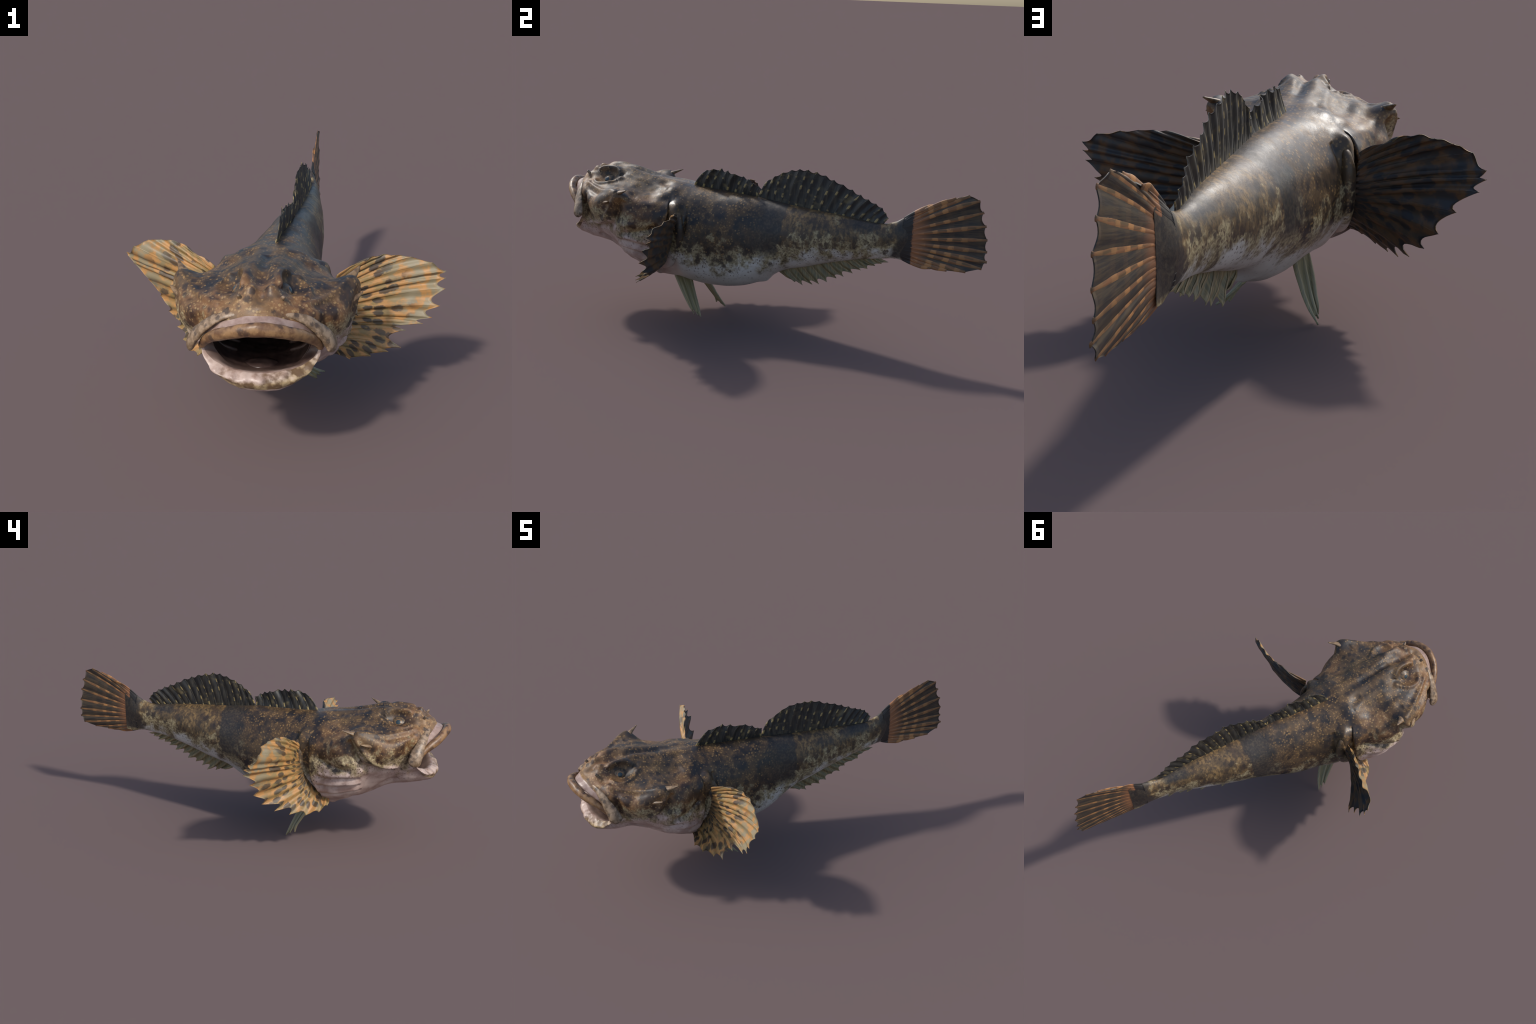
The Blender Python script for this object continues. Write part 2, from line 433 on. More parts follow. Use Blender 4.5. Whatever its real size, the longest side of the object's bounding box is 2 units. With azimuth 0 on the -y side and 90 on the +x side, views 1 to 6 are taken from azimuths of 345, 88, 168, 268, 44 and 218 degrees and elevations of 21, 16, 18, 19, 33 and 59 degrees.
MOUTH_RINGS = [
    section(-0.965, (0, .634, -.035), (.05, .629, -.027), (.10, .609, -.005), (.143, .587, .022), (.176, .562, .045), (.192, .535, .067), (.196, .508, .083), (.180, .474, .07), (.136, .450, .042), (.080, .441, .018), (0, .438, .008)),
    section(-0.945, (0, .606, -.030), (.05, .602, -.025), (.10, .592, -.005), (.140, .577, .02), (.162, .556, .045), (.169, .530, .065), (.167, .500, .08), (.150, .465, .075), (.115, .438, .055), (.06, .425, .040), (0, .422, .035)),
    section(-0.865, (0, .594), (.05, .592), (.095, .584), (.138, .568), (.160, .548), (.166, .525), (.160, .49), (.136, .452), (.100, .428), (.052, .415), (0, .412)),
    section(-0.740, (0, .585), (.045, .583), (.088, .575), (.134, .56), (.164, .54), (.174, .51), (.166, .475), (.136, .440), (.095, .412), (.042, .398), (0, .394)),
    section(-0.560, (0, .570), (.035, .568), (.08, .562), (.118, .55), (.142, .53), (.150, .50), (.142, .465), (.118, .43), (.082, .405), (.034, .392), (0, .388)),
    section(-0.420, (0, .520), (.01, .519), (.02, .516), (.03, .510), (.035, .503), (.036, .495), (.035, .486), (.03, .479), (.02, .474), (.01, .471), (0, .470)),
]
ALL = np.array(TAIL_END + TRUNK + GILL + FACE + MOUTH_RINGS)          # rings, 11, 3
N_RIM = len(TAIL_END) + len(TRUNK) + len(GILL) + len(FACE) - 1        # last outer ring

COLS = 384
half_u = np.linspace(0, 10, COLS // 2 + 1)
gap = np.linalg.norm(np.diff(ALL, axis=0), axis=2).mean(1)
knots = np.r_[0, np.cumsum(gap)]
# the nape and the throat run smoothly past the gill fold
fold = [len(TAIL_END) + len(TRUNK) + i for i in range(3)]
keep = [i for i in range(len(ALL)) if i not in fold]
calm = hermite(ALL[keep], knots[keep], knots[fold])
for c, wgt in ((0, 1), (1, 1), (2, 1), (3, .8), (9, 1), (10, 1)):
    ALL[fold, c] = ALL[fold, c] * (1 - wgt) + calm[:, c] * wgt


def ring_samples(half):
    mirrored = np.concatenate([half[2:0:-1] * (-1, 1, 1), half, half[-2:-4:-1] * (-1, 1, 1)])
    side = hermite(mirrored, np.arange(-2, 13), half_u)
    side[0, 0] = side[-1, 0] = 0.0
    other = side[-2:0:-1] * (-1, 1, 1)
    return np.concatenate([side, other])


rings = np.array([ring_samples(r) for r in ALL])                      # n, COLS, 3
steps = np.maximum(4, np.ceil(gap / 0.0052).astype(int))
samples = np.concatenate([np.linspace(knots[i], knots[i + 1], steps[i], endpoint=False) for i in range(len(gap))] + [[knots[-1]]])
P = hermite(rings, knots, samples)                                    # straight-fish coordinates
ring_row = np.r_[0, np.cumsum(steps)]                                 # row of each control ring


def grid_normals(p):
    du = np.roll(p, -1, 1) - np.roll(p, 1, 1)
    dv = np.gradient(p, axis=0)
    n = np.cross(dv, du)
    n /= np.linalg.norm(n, axis=2)[..., None] + 1e-12
    return n


N = grid_normals(P)
q = P[ring_row[12], 0] - np.array([0, 0, 0.4])
if np.dot(N[ring_row[12], 0], q) < 0:
    N = -N
    FLIP = True
else:
    FLIP = False
A = P * (1, 1, 1)
A[..., 0] = np.abs(A[..., 0])                                         # both sides carry the same relief
D = np.zeros(P.shape[:2])
outer = np.arange(len(P)) <= ring_row[N_RIM]


def snap(p):
    """Put a relief point onto the skin."""
    a = A[:ring_row[N_RIM] + 1, :COLS // 2 + 1].reshape(-1, 3)
    return a[((a - np.asarray(p)) ** 2).sum(1).argmin()]


def bump(c, r, amp):
    global D
    c = snap(c)
    D += amp * np.exp(-(((A - np.array(c)) / np.array(r)) ** 2).sum(2)) * outer[:, None]


def crease(line, width, amp):
    """Ridge (+) or groove (-) that follows a polyline over the skin and fades at its ends."""
    global D
    line = np.asarray(line, float)
    k = np.r_[0, np.cumsum(np.linalg.norm(np.diff(line, axis=0), axis=1))]
    pts = np.array([snap(p) for p in hermite(line, k, np.linspace(0, k[-1], 40))])
    pad = np.concatenate([pts[:1]] * 3 + [pts] + [pts[-1:]] * 3)
    pts = np.stack([np.convolve(pad[:, c], np.ones(7) / 7, "valid") for c in range(3)], 1)
    lo, hi = pts.min(0) - 3 * width, pts.max(0) + 3 * width
    near = ((A > lo) & (A < hi)).all(2) & outer[:, None]
    a = A[near]
    d2 = ((a[:, None] - pts[None]) ** 2).sum(2)
    i = d2.argmin(1)
    fade = np.sqrt(np.clip(np.minimum(i, 39 - i) / 6.0, 0, 1))
    D[near] += amp * fade * np.exp(-d2.min(1) / width**2)


# orbits and the crown
bump((.106, -.772, .685), (.046, .060, .046), -.030)
crease([(.060, -.850, .700), (.058, -.80, .722), (.066, -.74, .725), (.098, -.702, .700)], .014, .017)
crease([(.105, -.850, .668), (.150, -.815, .655), (.158, -.76, .660), (.130, -.705, .685)], .012, .012)
bump((0, -.79, .716), (.026, .060, .04), -.013)
bump((.122, -.700, .692), (.016, .018, .02), .014)
bump((0, -.905, .695), (.020, .022, .03), -.011)
bump((.034, -.875, .706), (.018, .022, .02), .015)
bump((.070, -.905, .68), (.020, .022, .02), .008)
bump((.105, -.885, .665), (.022, .022, .02), -.007)
bump((0, -.955, .672), (.030, .018, .02), .006)
crease([(0, -.73, .73), (0, -.64, .72), (0, -.52, .70)], .018, -.007)
crease([(.095, -.69, .712), (.100, -.60, .703), (.110, -.50, .690), (.13, -.42, .67)], .018, .005)
crease([(.160, -.745, .675), (.170, -.64, .684), (.170, -.54, .680), (.15, -.46, .675)], .026, -.005)
crease([(.235, -.66, .66), (.240, -.60, .66), (.235, -.53, .65)], .028, -.007)
bump((.080, -.465, .690), (.024, .030, .03), -.009)
bump((.175, -.43, .640), (.035, .040, .03), .010)
bump((.115, -.40, .66), (.03, .03, .03), .006)
crease([(.130, -.89, .652), (.190, -.81, .645), (.245, -.73, .640), (.312, -.61, .650)], .014, .011)
crease([(.150, -.865, .620), (.200, -.80, .605), (.250, -.73, .600)], .018, -.006)
# cheek plate: raised hind rim, soft recess behind it
crease([(.310, -.610, .650), (.320, -.640, .595), (.300, -.680, .530), (.250, -.750, .480), (.205, -.815, .470)], .013, .013)
crease([(.305, -.575, .630), (.320, -.597, .575), (.308, -.640, .505), (.255, -.710, .450), (.205, -.79, .440)], .017, -.026)
bump((.265, -.735, .545), (.04, .05, .035), .009)
bump((.205, -.845, .575), (.03, .025, .05), -.016)
# gill cover plate and its lower corner, branchiostegal folds
bump((.305, -.525, .550), (.06, .050, .050), .012)
bump((.315, -.560, .500), (.025, .030, .018), .018)
crease([(.310, -.600, .455), (.305, -.54, .463), (.28, -.455, .480), (.25, -.40, .500)], .013, -.014)
bump((.25, -.405, .560), (.03, .03, .03), .008)
for z0, z1, x0, x1, amp in ((.395, .420, .31, .27, -.012), (.345, .375, .29, .25, -.015), (.300, .335, .255, .215, -.012)):
    crease([(x0 - .045, -.405, z0), (x0 - .01, -.46, z0), (x0, -.53, z0 + .012), (x1, -.64, z1)], .009, amp)
    crease([(x0 - .04, -.405, z0 + .022), (x0 - .005, -.46, z0 + .022), (x0, -.53, z0 + .034), (x1, -.64, z1 + .02)], .012, -.5 * amp)
# fleshy shoulder lobe behind the gill slit, vent, chin
bump((.205, -.325, .595), (.035, .028, .045), .030)
bump((.215, -.320, .530), (.030, .022, .030), .014)
crease([(.185, -.280, .62), (.205, -.280, .55), (.205, -.285, .45)], .013, -.009)
bump((0, .085, .255), (.030, .030, .030), .014)
bump((.18, -.89, .435), (.03, .03, .02), -.010)
bump((.06, -.75, .32), (.03, .16, .04), -.006)
crease([(.12, -.64, .30), (.15, -.72, .35), (.165, -.80, .40)], .014, -.010)

# irregular flesh: low lumps everywhere, finer wrinkles on the head
flat = P.reshape(-1, 3)
lump = np.array([mnoise.fractal(Vector(v * (9, 9, 9)), 1.0, 2.0, 3) for v in flat]).reshape(D.shape)
fine = np.array([mnoise.noise(Vector(v * (38, 30, 38))) for v in flat]).reshape(D.shape)
headness = smooth(-P[..., 1], 0.30, 0.55)
quiet = smooth(0.83 - P[..., 1], 0.0, 0.2)
D += lump * (0.0016 * headness + 0.0014) * quiet + fine * (0.0008 * headness + 0.0004) * quiet
# scalloped warts on the lower lip edge
rim = np.exp(-((np.arange(len(P)) - ring_row[N_RIM]) / 5.0) ** 2)[:, None] * smooth(0.47 - P[..., 2], 0, 0.03)
D += rim * fine * 0.006
P = P + N * D[..., None]
# the flanks sway a little to one side while the back's ridge stays on the midline
half_pos = np.minimum(np.arange(COLS), COLS - np.arange(COLS)) * 10 / (COLS // 2)
weight = smooth(half_pos, 0, 3.5) * (1 - smooth(half_pos, 5, 7.5))
LOW_SWAY = np.array([(-1.2, 0), (-0.36, 0), (-0.30, .020), (-0.22, .030), (-0.10, .026), (0.03, .018), (0.12, .004), (0.22, -.008), (0.45, -.008), (0.62, 0), (1.3, 0)])
P[..., 0] += np.interp(P[..., 1], LOW_SWAY[:, 0], LOW_SWAY[:, 1]) * smooth(half_pos, 5, 7.5)[None]
P[..., 0] += np.interp(P[..., 1], SWAY[:, 0], SWAY[:, 1]) * weight[None]
BODY = bend(P.reshape(-1, 3)).reshape(P.shape)
BN = grid_normals(BODY) * (-1 if FLIP else 1)

col = np.arange(COLS)
half_idx = np.minimum(col, COLS - col) * 10 / (COLS // 2)             # 0 top .. 10 bottom
rows = len(P)
part_of = np.empty((rows - 1, COLS), int)
r_head, r_trunk = ring_row[len(TAIL_END) + len(TRUNK) + 1], ring_row[len(TAIL_END) - 1]
r_rim, r_inner = ring_row[N_RIM], ring_row[N_RIM + 1]
r_edge = ring_row[len(TAIL_END) + len(TRUNK) + 2]
r_cheek = ring_row[len(TAIL_END) + len(TRUNK) + len(GILL)]
r_jaw = ring_row[len(TAIL_END) + len(TRUNK) + len(GILL) + 3]
for i in range(rows - 1):
    if i < r_trunk: part_of[i] = 0
    elif i < r_head: part_of[i] = 1
    elif i < r_rim:
        part_of[i] = 2
        if i < r_cheek: part_of[i][(half_idx > 3.6) & (half_idx < 8.4)] = 3
        if i >= r_jaw: part_of[i][half_idx > 6.6] = 4
        if i >= r_rim - 5: part_of[i][half_idx > 6.6] = 5
    elif i < r_inner: part_of[i] = np.where(half_idx > 5.6, 5, 6)
    else: part_of[i] = 6
NAMES = ["tail", "torso", "head", "gill_cover", "lower_jaw", "lower_lip", "mouth_lining"]
MATS = [SKIN, SKIN, SKIN, SKIN, SKIN, JAW_RIM, MOUTH]
V, VN = BODY.reshape(-1, 3), BN.reshape(-1, 3)
ii, jj = np.meshgrid(np.arange(rows - 1), col, indexing="ij")
quad = np.stack([ii * COLS + jj, ii * COLS + (jj + 1) % COLS, (ii + 1) * COLS + (jj + 1) % COLS, (ii + 1) * COLS + jj], -1)
if not FLIP:
    quad = quad[..., ::-1]
# outward winding check on one face of the back
f0 = quad[ring_row[12], 0]
nf = np.cross(V[f0[1]] - V[f0[0]], V[f0[2]] - V[f0[0]])
if nf @ VN[f0[0]] < 0:
    quad = quad[..., ::-1]
for pid, (name, mat) in enumerate(zip(NAMES, MATS)):
    q = quad[part_of == pid]
    used, inv = np.unique(q, return_inverse=True)
    faces = inv.reshape(q.shape).tolist()
    if pid == 0:
        faces.append([int(np.searchsorted(used, c)) for c in range(COLS)])
    if pid == 6:
        faces.append([int(np.searchsorted(used, (rows - 1) * COLS + c)) for c in range(COLS)])
    o = mesh_object(name, V[used], faces, mat, root)
    o.data.normals_split_custom_set_from_vertices(VN[used].tolist())


def skin_point(w, y, z):
    """Nearest skin vertex to a straight-fish point."""
    target = bend([(w, y, z)])[0]
    k = ((V - target) ** 2).sum(1).argmin()
    return V[k], VN[k]


# ----------------------------------------------------------- mouth, eyes, spines
def mirrored(points):
    p = np.asarray(points, float)
    return np.concatenate([p[::-1] * (-1, 1, 1), p[1:]]) if abs(p[0][0]) < 1e-6 else p


lip_half = [(0, -1.022, .629), (.055, -1.014, .619), (.108, -.990, .598), (.152, -.952, .570), (.186, -.914, .534), (.203, -.886, .500)]
path = bend(mirrored(lip_half))
rad = [.012, .016, .020, .022, .024, .025]
v, f = tube(path, rad + rad[-2::-1], side=24, flatten=1.0, n=110)
w = np.array([mnoise.noise(Vector(p * 30)) for p in v])
c = np.repeat(v.reshape(110, 24, 3).mean(1), 24, axis=0)
v = c + (v - c) * (1 + 0.12 * w[:, None]) * (1, 0.8, 1)
mesh_object("upper_lip", v, f, LIP, root)

for s in (-1, 1):
    line = bend(np.array([(.060, -.950, .645), (.115, -.936, .636), (.155, -.924, .615), (.196, -.908, .578), (.228, -.892, .535), (.247, -.880, .492)]) * (s, 1, 1))
    v, f = tube(line, [.004, .012, .020, .026, .033, .036], side=24, flatten=0.45, flat_axis=(s * 0.90, -0.35, 0.25), n=60)
    w = np.array([mnoise.noise(Vector(p * 34)) for p in v])
    c = np.repeat(v.reshape(60, 24, 3).mean(1), 24, axis=0)
    mesh_object("maxilla", c + (v - c) * (1 + 0.14 * w[:, None]), f, MAXILLA, root)

# low tongue and the ribbed gill arches along the throat's walls
v, f = tube(bend([(0, -.76, .392), (0, -.82, .404), (0, -.865, .408)]), [.070, .060, .040], side=24, flatten=0.30, n=40)
mesh_object("tongue", v, f, MOUTH, root)
for s in (-1, 1):
    for i in range(3):
        y = -.745 + .062 * i + .006 * s
        w = .176 - .010 * i
        v, f = tube(bend(np.array([(w * .62, y + .02, .575), (w * .95, y, .545), (w * 1.0, y - .012, .505), (w * .88, y - .01, .455), (w * .52, y + .01, .415)]) * (s, 1, 1)),
                    [.006, .010, .011, .010, .006], side=12, n=36)
        mesh_object("gill_arch", v, f, MOUTH, root)


def eye_material():
    k = Nodes("eye_ball")
    k.coords()
    r = k.math("SQRT", k.add(k.mul(k.x, k.x), k.mul(k.mul(k.y, k.y), 1.0)))
    n = k.noise(k._co, 90.0, 4)
    iris = k.mix(k.step(n, 0.35, 0.65), (0.045, 0.034, 0.025), (0.16, 0.105, 0.055))
    ring = k.band(r, 0.0125, 0.0175, 0.0015, 0.003)
    col = k.mix(k.mul(ring, 0.55), iris, (0.26, 0.14, 0.055))
    col = k.mix(k.step(r, 0.0125, 0.0105), col, (0.030, 0.048, 0.058))
    return k.finish(col, k.step(r, 0.011, 0.016, 0.22, 0.42))


EYE = eye_material()
for s in (-1, 1):
    centre = bend([(s * .057, -.775, .646)])[0]
    out = np.array([s * 0.80, -0.10, 0.50]); out /= np.linalg.norm(out)
    ty = np.array([0, 1, 0]) - out * out[1]; ty /= np.linalg.norm(ty)
    tx = np.cross(ty, out)
    R_E = 0.047
    th, ph = np.linspace(0, np.pi / 1.7, 28), np.linspace(0, 2 * np.pi, 48, endpoint=False)
    T, F = np.meshgrid(th, ph, indexing="ij")
    loc = np.stack([np.sin(T) * np.cos(F), 1.15 * np.sin(T) * np.sin(F), np.cos(T)], -1) * R_E
    # cornea swells slightly over the pupil
    loc[..., 2] += 0.004 * np.exp(-(T / 0.35) ** 2)
    vv = centre + loc.reshape(-1, 3) @ np.stack([tx, ty, out])
    mesh_object("eye", vv, grid_faces(28, 48, closed=True, flip=False), EYE, root, origin=centre, basis=np.stack([tx, ty, out], 1))

# nostril tubes
for s in (-1, 1):
    p0, n0 = skin_point(s * .066, -.905, .68)
    n0 = n0 + np.array([0, -0.3, 0.2]); n0 /= np.linalg.norm(n0)
    v, f = tube([p0 - n0 * .006, p0 + n0 * .006, p0 + n0 * .017], [.0085, .0075, .006], side=14, n=16)
    mesh_object("nostril", v, f, MAXILLA, root)

# preopercular spines (upper long one, a short one below, a blunt one on the cheek's foot), gill-cover point
SPINES = [((.230, -.675, .610), (.300, -.605, .652), (.330, -.552, .674), .034),
          ((.262, -.700, .590), (.318, -.668, .604), (.343, -.645, .614), .024),
          ((.215, -.755, .525), (.280, -.708, .524), (.302, -.690, .520), .022),
          ((.250, -.520, .520), (.310, -.565, .505), (.330, -.585, .495), .024),
          ((.020, -.880, .695), (.030, -.870, .715), (.033, -.864, .722), .012)]
for s in (-1, 1):
    for a, b, c, r in SPINES:
        line = bend(np.array([a, b, c]) * (s, 1, 1))
        v, f = tube(line, [r, r * 0.55, r * 0.10], side=16, n=26, caps=False, flatten=0.6, flat_axis=(s * .3, 0, 1) if c[2] > .6 else (s, 0, .2))
        mesh_object("spine", v, f, SPINE, root)


# ---------------------------------------------------------------------- fins
def fin(name, rays, mat, ray_mat, notch=0.10, pleat=0.006, thick=0.0035, sub=8, nv=30, ray_r=(.0070, .0045), lean=0.35, origin=None, axis=None, sharp=0.8, ribbon=0.0016, root_thick=0.0, back=None, back_ray=None, taper=1.0):
    """Fan of rays (root, middle, tip) with a pleated, scalloped membrane between them."""
    R = np.array(rays, float)
    n = len(R)
    u = np.linspace(0, n - 1, (n - 1) * sub + 1)
    ctl = hermite(R, np.arange(n), u)
    f = u - np.floor(u + 1e-9)
    nd = np.interp(u, np.arange(n), notch) if np.ndim(notch) else np.full(len(u), notch)
    # scallop: deepest beside the next ray so each lobe ends in a point
    fl = f ** (1.0 + lean)
    wild = np.random.default_rng(n * 31 + len(name))
    nd = nd * np.interp(u, np.arange(n), wild.uniform(0.55, 1.5, n))
    vmax = 1 - nd * np.sin(np.pi * fl) ** sharp
    v = np.linspace(0, 1, nv)[:, None] * vmax[None]

    def at(i, t):
        b, m, e = ctl[i, 0], ctl[i, 1], ctl[i, 2]
        m2 = 2 * m - (b + e) / 2
        t = t[..., None]
        return (1 - t) ** 2 * b + 2 * t * (1 - t) * m2 + t**2 * e

    S = np.stack([at(i, v[:, i]) for i in range(len(u))], 1)           # nv, nu, 3
    du, dv = np.gradient(S, axis=1), np.gradient(S, axis=0)
    nn = np.cross(du, dv)
    nn /= np.linalg.norm(nn, axis=2)[..., None] + 1e-12
    wave = (np.cos(2 * np.pi * f) * np.interp(u, np.arange(n), wild.uniform(0.5, 1.3, n)))[None] * smooth(v, 0.02, 0.35)
    rip = np.array([mnoise.noise(Vector(p * 26)) for p in S.reshape(-1, 3)]).reshape(v.shape)
    S = S + nn * ((wave * pleat) + rip * pleat * 0.8 * smooth(v, 0.1, 0.6))[..., None]
    th = (thick * (1.15 - 0.75 * v) + root_thick * np.sqrt(np.clip(1 - (2 * u / (n - 1) - 1) ** 2, 0, 1))[None] * np.clip(1 - v / 0.30, 0, 1) ** 1.5)[..., None] / 2
    top, bot = S + nn * th, S - nn * th
    nu = len(u)
    V2 = np.concatenate([top.reshape(-1, 3), bot.reshape(-1, 3)])
    F = grid_faces(nv, nu) + grid_faces(nv, nu, base=nv * nu, flip=True)
    ring = [i * nu for i in range(nv)][::-1] + list(range(1, nu)) + [i * nu + nu - 1 for i in range(1, nv)] + [(nv - 1) * nu + j for j in range(nu - 2, 0, -1)]
    off = nv * nu
    for a, b in zip(ring, ring[1:] + ring[:1]):
        F.append((a, b, b + off, a + off))
    if origin is None:
        origin = R[:, 0].mean(0)
    zax = np.array(axis if axis is not None else R[:, 2].mean(0) - origin, float); zax /= np.linalg.norm(zax)
    nrm = nn.reshape(-1, 3).mean(0)
    yax = nrm - zax * (nrm @ zax); yax /= np.linalg.norm(yax)
    xax = np.cross(yax, zax)
    o = mesh_object(name, V2, F, mat, root, origin=origin, basis=np.stack([xax, yax, zax], 1))
    if back is not None:                                               # the rear face of the fin is coloured darker
        o.data.materials.append(back)
        cells = (nv - 1) * (nu - 1)
        for k in range(cells):
            o.data.polygons[(k + cells) if back_is_bottom(nn) else k].material_index = 1
    for i in range(n):
        p = S[:, i * sub]
        g = np.linspace(0, 1, len(p))
        k = (ray_r[0] + (ray_r[1] - ray_r[0]) * g) * (1 - 0.75 * taper * smooth(g, 0.72, 1.0))
        k[0] *= 0.6
        proud = th[:, i * sub, 0] + ribbon * (1 - 0.5 * g)                # half height: just above the membrane on both faces
        tv, tf = tube(p, k, side=12, n=len(p), caps=False, flat_axis=nn[nv // 2, i * sub], flatten=proud / k)
        r = mesh_object("fin_ray", tv, tf, ray_mat, o, origin=origin, basis=np.stack([xax, yax, zax], 1))
        if back is not None:
            r.data.materials.append(back_ray or back)
            sign = -1 if back_is_bottom(nn) else 1
            for q in r.data.polygons:
                if sign * q.normal[1] > 0.0:
                    q.material_index = 1
    return o


def back_is_bottom(nn):
    """True when the grid's normals point forward (towards the snout)."""
    return nn.reshape(-1, 3).mean(0)[1] < 0


def along(table, n):
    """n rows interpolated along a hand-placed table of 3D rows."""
    t = np.asarray(table, float)
    return hermite(t, np.arange(len(t)), np.linspace(0, len(t) - 1, n))


def top_z(y):
    return np.interp(y, [-.40, -.30, -.20, -.08, .03, .10, .17, .30, .45, .58, .66], [.682, .670, .664, .660, .657, .649, .642, .633, .623, .611, .606])


DARK_FIN = fin_material("dorsal_membrane", (0.33, 0.245, 0.095), (0.050, 0.044, 0.032), (0.017, 0.017, 0.017), kind="dorsal")
DARK_RAY = fin_material("dorsal_ray", (0.36, 0.265, 0.105), (0.058, 0.050, 0.034), (0.022, 0.021, 0.020), kind="dorsal", ray=True)
# first dorsal: nine soft spines
n = 9
tips = along([(-.262, .752), (-.200, .770), (-.135, .764), (-.068, .747), (-.012, .731), (.028, .706)], n)
rays = []
for i in range(n):
    yb = -.338 + (.025 + .338) * (i / (n - 1)) ** 0.95
    yt, zt = tips[i]
    lean_x = .004 + .010 * math.sin(2.1 * i)
    b = (0, yb, top_z(yb) - .018)
    t = (lean_x, yt, zt)
    rays.append(bend([b, ((b[0] + t[0]) / 2 + .004, (b[1] + t[1]) / 2 - .006, (b[2] + t[2]) / 2 + .004), t]))
fin("first_dorsal_fin", rays, DARK_FIN, DARK_RAY, notch=0.09, pleat=0.0026, origin=bend([(0, -.20, .30)])[0], axis=(0, 0.15, 1))
# second dorsal: sixteen rays
n = 17
tips = along([(.075, .742), (.135, .782), (.215, .811), (.290, .816), (.370, .796), (.450, .768), (.530, .733), (.600, .703), (.655, .672), (.684, .632)], n)
rays = []
for i in range(n):
    yb = .028 + (.655 - .028) * i / (n - 1)
    yt, zt = tips[i]
    b = (0, yb, top_z(yb) - .018)
    t = (.004 * math.sin(1.7 * i) - .012, yt, zt)
    rays.append(bend([b, ((b[0] + t[0]) / 2, (b[1] + t[1]) / 2 - .006, (b[2] + t[2]) / 2 + .004), t]))
fin("second_dorsal_fin", rays, DARK_FIN, DARK_RAY, notch=0.055, pleat=0.0026, origin=bend([(0, .25, -.2)])[0], axis=(0, 0.12, 1))
# anal fin: thirteen rays pointing back and down
ANAL = fin_material("anal_membrane", (0.40, 0.265, 0.10), (0.28, 0.215, 0.10), (0.15, 0.130, 0.070))
ANAL_RAY = fin_material("anal_ray", (0.40, 0.27, 0.115), (0.34, 0.255, 0.13), (0.20, 0.155, 0.085), ray=True)
n = 13
tips = along([(.245, .262), (.315, .252), (.385, .276), (.455, .310), (.525, .345), (.590, .378), (.645, .402), (.700, .428)], n)
bot = lambda y: np.interp(y, [.10, .17, .30, .45, .58, .66, .72], [.262, .305, .346, .393, .425, .438, .446])
rays = []
for i in range(n):
    yb = .150 + (.640 - .150) * i / (n - 1)
    yt, zt = tips[i]
    b = (0, yb, bot(yb) + .014)
    t = (.006 + .010 * math.sin(2.3 * i), yt, zt)
    rays.append(bend([b, ((b[0] + t[0]) / 2, (b[1] + t[1]) / 2 - .004, (b[2] + t[2]) / 2 - .006), t]))
fin("anal_fin", rays, ANAL, ANAL_RAY, notch=0.20, pleat=0.006, origin=bend([(0, .25, .75)])[0], axis=(0, 0.45, -1))
# caudal fin
CAUDAL = fin_material("caudal_membrane", (0.34, 0.140, 0.060), (0.068, 0.050, 0.030), (0.026, 0.022, 0.020), (0.42, 0.205, 0.080), kind="tail")
CAUDAL_RAY = fin_material("caudal_ray", (0.38, 0.150, 0.060), (0.125, 0.080, 0.038), (0.026, 0.022, 0.020), (0.47, 0.225, 0.080), kind="tail", ray=True)
n = 13
tips = along([(.905, .718), (.985, .760), (1.045, .778), (1.092, .763), (1.113, .712), (1.130, .652), (1.140, .590), (1.144, .535), (1.148, .490), (1.128, .456), (1.060, .434), (.975, .428), (.900, .428)], n)
rays = []
for i in range(n):
    a = i / (n - 1)
    b = (0, .756, .640 - .190 * a)
    yt, zt = tips[i]
    t = (.018 * smooth(a, .6, .95) - .002 + .003 * math.sin(2.6 * i), yt, zt)
    rays.append(bend([b, ((b[0] + t[0]) / 2 + .004, (b[1] + t[1]) / 2, (b[2] + t[2]) / 2 + (.010 if a < .3 else (-.006 if a > .8 else 0))), t]))
fin("caudal_fin", rays, CAUDAL, CAUDAL_RAY, notch=[.0, .0, .02, .03, .03, .03, .03, .04, .04, .03, .02, .0, .0], pleat=0.0012, thick=0.006, ray_r=(.0060, .0140), lean=0.0, ribbon=0.0011, root_thick=0.046, taper=0.75,
    origin=bend([(0, .60, .555)])[0], axis=(0, 1, 0))

# pectoral fins: tips read off each side, roots on a curve across the shoulder
PECT = fin_material("pectoral_membrane", (0.42, 0.215, 0.072), (0.235, 0.160, 0.060), (0.042, 0.034, 0.026), (0.24, 0.220, 0.155), kind="pectoral")
PECT_RAY = fin_material("pectoral_ray", (0.44, 0.225, 0.077), (0.27, 0.180, 0.068), (0.036, 0.030, 0.025), (0.26, 0.240, 0.170), kind="pectoral", ray=True)
PECT_BACK = fin_material("pectoral_back", (0.130, 0.065, 0.026), (0.060, 0.042, 0.026), (0.017, 0.018, 0.020), (0.024, 0.029, 0.036), kind="pectoral")
TIPS_RIGHT = [(-.360, -.290, .598), (-.433, -.264, .632), (-.500, -.243, .628), (-.557, -.231, .619), (-.614, -.239, .591), (-.658, -.204, .546), (-.660, -.183, .523), (-.642, -.172, .487),
              (-.581, -.180, .418), (-.532, -.178, .349), (-.492, -.204, .293), (-.446, -.256, .248), (-.406, -.320, .224), (-.366, -.392, .216), (-.322, -.448, .226), (-.270, -.475, .248)]
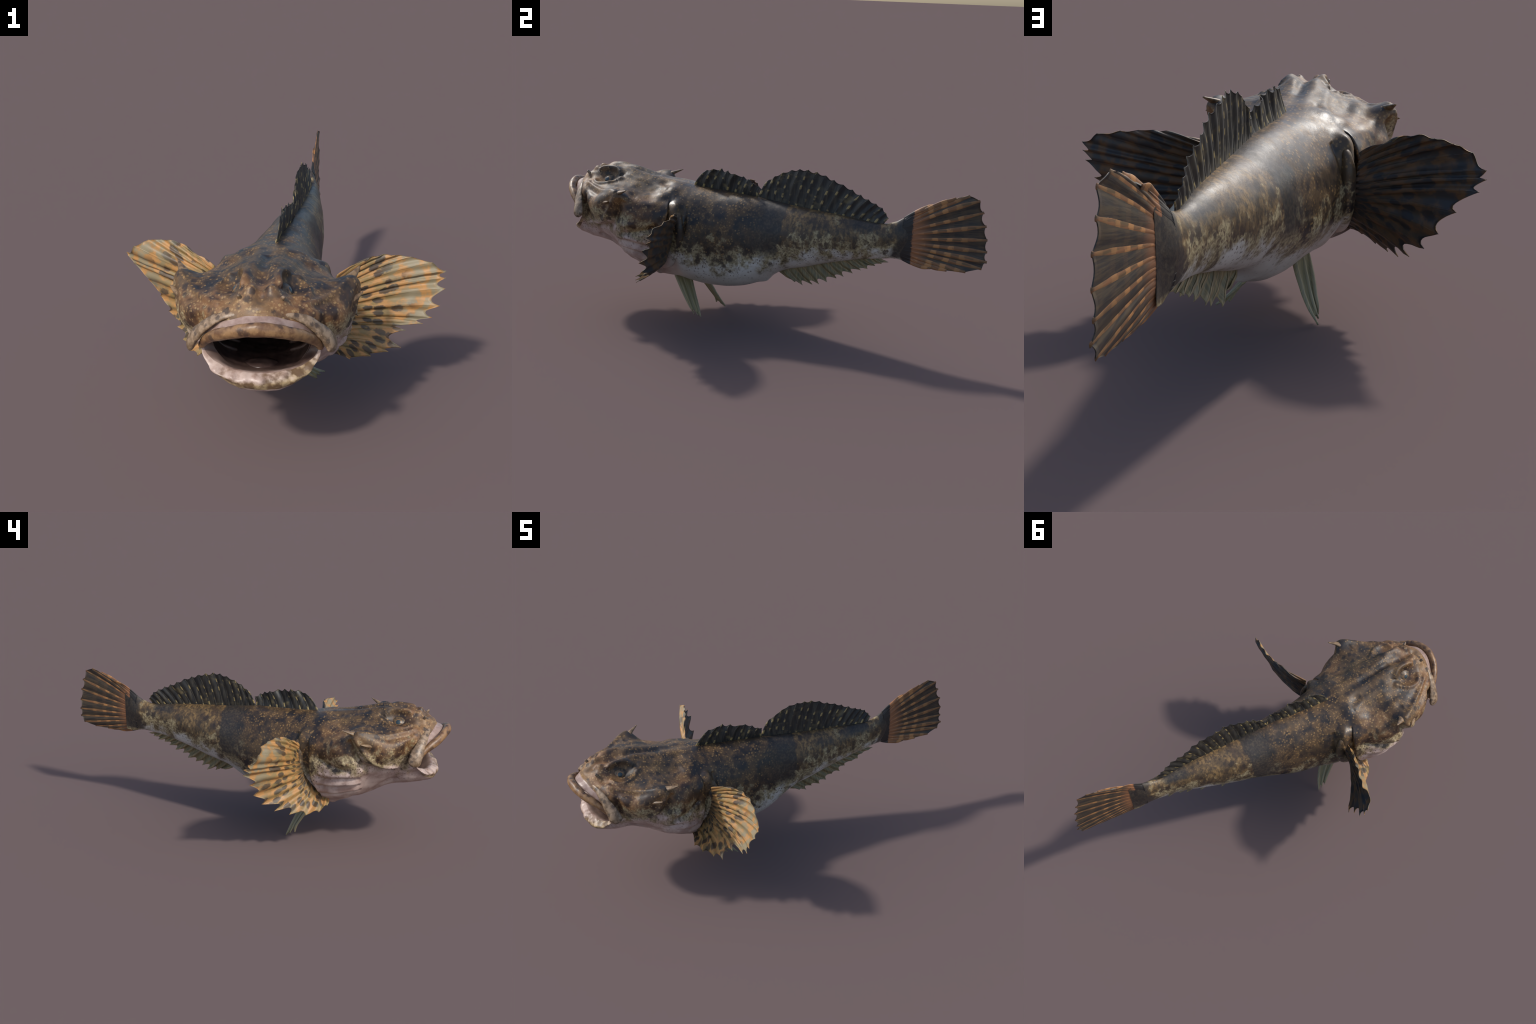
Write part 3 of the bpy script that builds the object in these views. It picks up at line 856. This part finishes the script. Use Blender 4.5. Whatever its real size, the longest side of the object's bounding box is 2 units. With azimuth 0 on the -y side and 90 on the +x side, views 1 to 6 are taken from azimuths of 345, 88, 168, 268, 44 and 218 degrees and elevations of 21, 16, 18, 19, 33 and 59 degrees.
TIPS_LEFT = [(.318, -.270, .586), (.372, -.243, .607), (.435, -.228, .607), (.497, -.222, .600), (.580, -.237, .586), (.634, -.240, .556), (.635, -.240, .526), (.635, -.258, .488),
             (.617, -.283, .425), (.590, -.288, .376), (.555, -.300, .350), (.490, -.330, .330), (.475, -.383, .283), (.427, -.414, .275), (.362, -.450, .268), (.285, -.470, .262)]
ROOTS = along([(.238, -.318, .548), (.232, -.312, .500), (.226, -.320, .440), (.216, -.345, .375), (.200, -.385, .315), (.175, -.435, .272)], 16)
NOTCH = [.0, .02, .02, .03, .03, .05, .05, .08, .12, .13, .13, .18, .18, .18, .18, .1]
for s, tips in ((-1, TIPS_RIGHT), (1, TIPS_LEFT)):
    roots = bend((ROOTS + (.004, -.012, 0)) * (s, 1, 1))
    rays = []
    for i in range(16):
        b, t = roots[i], np.array(tips[i])
        d = np.linalg.norm(t - b)
        fwd = (-.020 if s < 0 else .030) * min(1, d / .35)
        rays.append([b, (b + t) / 2 + np.array([0, fwd, .006]), t])
    fin("pectoral_fin", rays, PECT, PECT_RAY, notch=NOTCH, pleat=0.0046, thick=0.005, ray_r=(.0090, .0055), lean=0.3, ribbon=0.0009, back=PECT_BACK,
        origin=roots.mean(0) - np.array([s * .06, 0, -.01]), axis=(s * 1, 0.2, -0.05))
    # muscular root pad that carries the fin
    v, f = tube(bend(np.array([(.196, -.318, .570), (.208, -.312, .500), (.202, -.322, .430), (.192, -.350, .365), (.176, -.392, .310), (.150, -.440, .270)]) * (s, 1, 1)),
                [.018, .034, .042, .044, .038, .022], side=24, n=60, flatten=0.75, flat_axis=(s, -.3, 0))
    mesh_object("fin_base", v, f, SKIN, root)

# pelvic fins
PELV = fin_material("pelvic_membrane", (0.42, 0.31, 0.125), (0.31, 0.255, 0.120), (0.20, 0.175, 0.095))
PELV_RAY = fin_material("pelvic_ray", (0.42, 0.31, 0.15), (0.34, 0.275, 0.15), (0.24, 0.215, 0.135), ray=True)
PELVIC = {-1: [((-.092, -.375, .205), (-.136, -.290, .098), (-.153, -.259, .022)),
               ((-.080, -.340, .205), (-.120, -.275, .100), (-.158, -.235, .014)),
               ((-.064, -.300, .205), (-.104, -.250, .100), (-.164, -.213, .002))],
          1: [((.050, -.398, .215), (.098, -.320, .125), (.145, -.244, .047)),
              ((.036, -.365, .210), (.092, -.295, .125), (.158, -.216, .050)),
              ((.022, -.330, .205), (.086, -.268, .125), (.172, -.191, .052))]}
for s, rays in PELVIC.items():
    fin("pelvic_fin", rays, PELV, PELV_RAY, notch=[.12, .22, .0], pleat=0.003, thick=0.014, ray_r=(.0100, .0060), ribbon=0.002, nv=26, sub=10, lean=0.0)
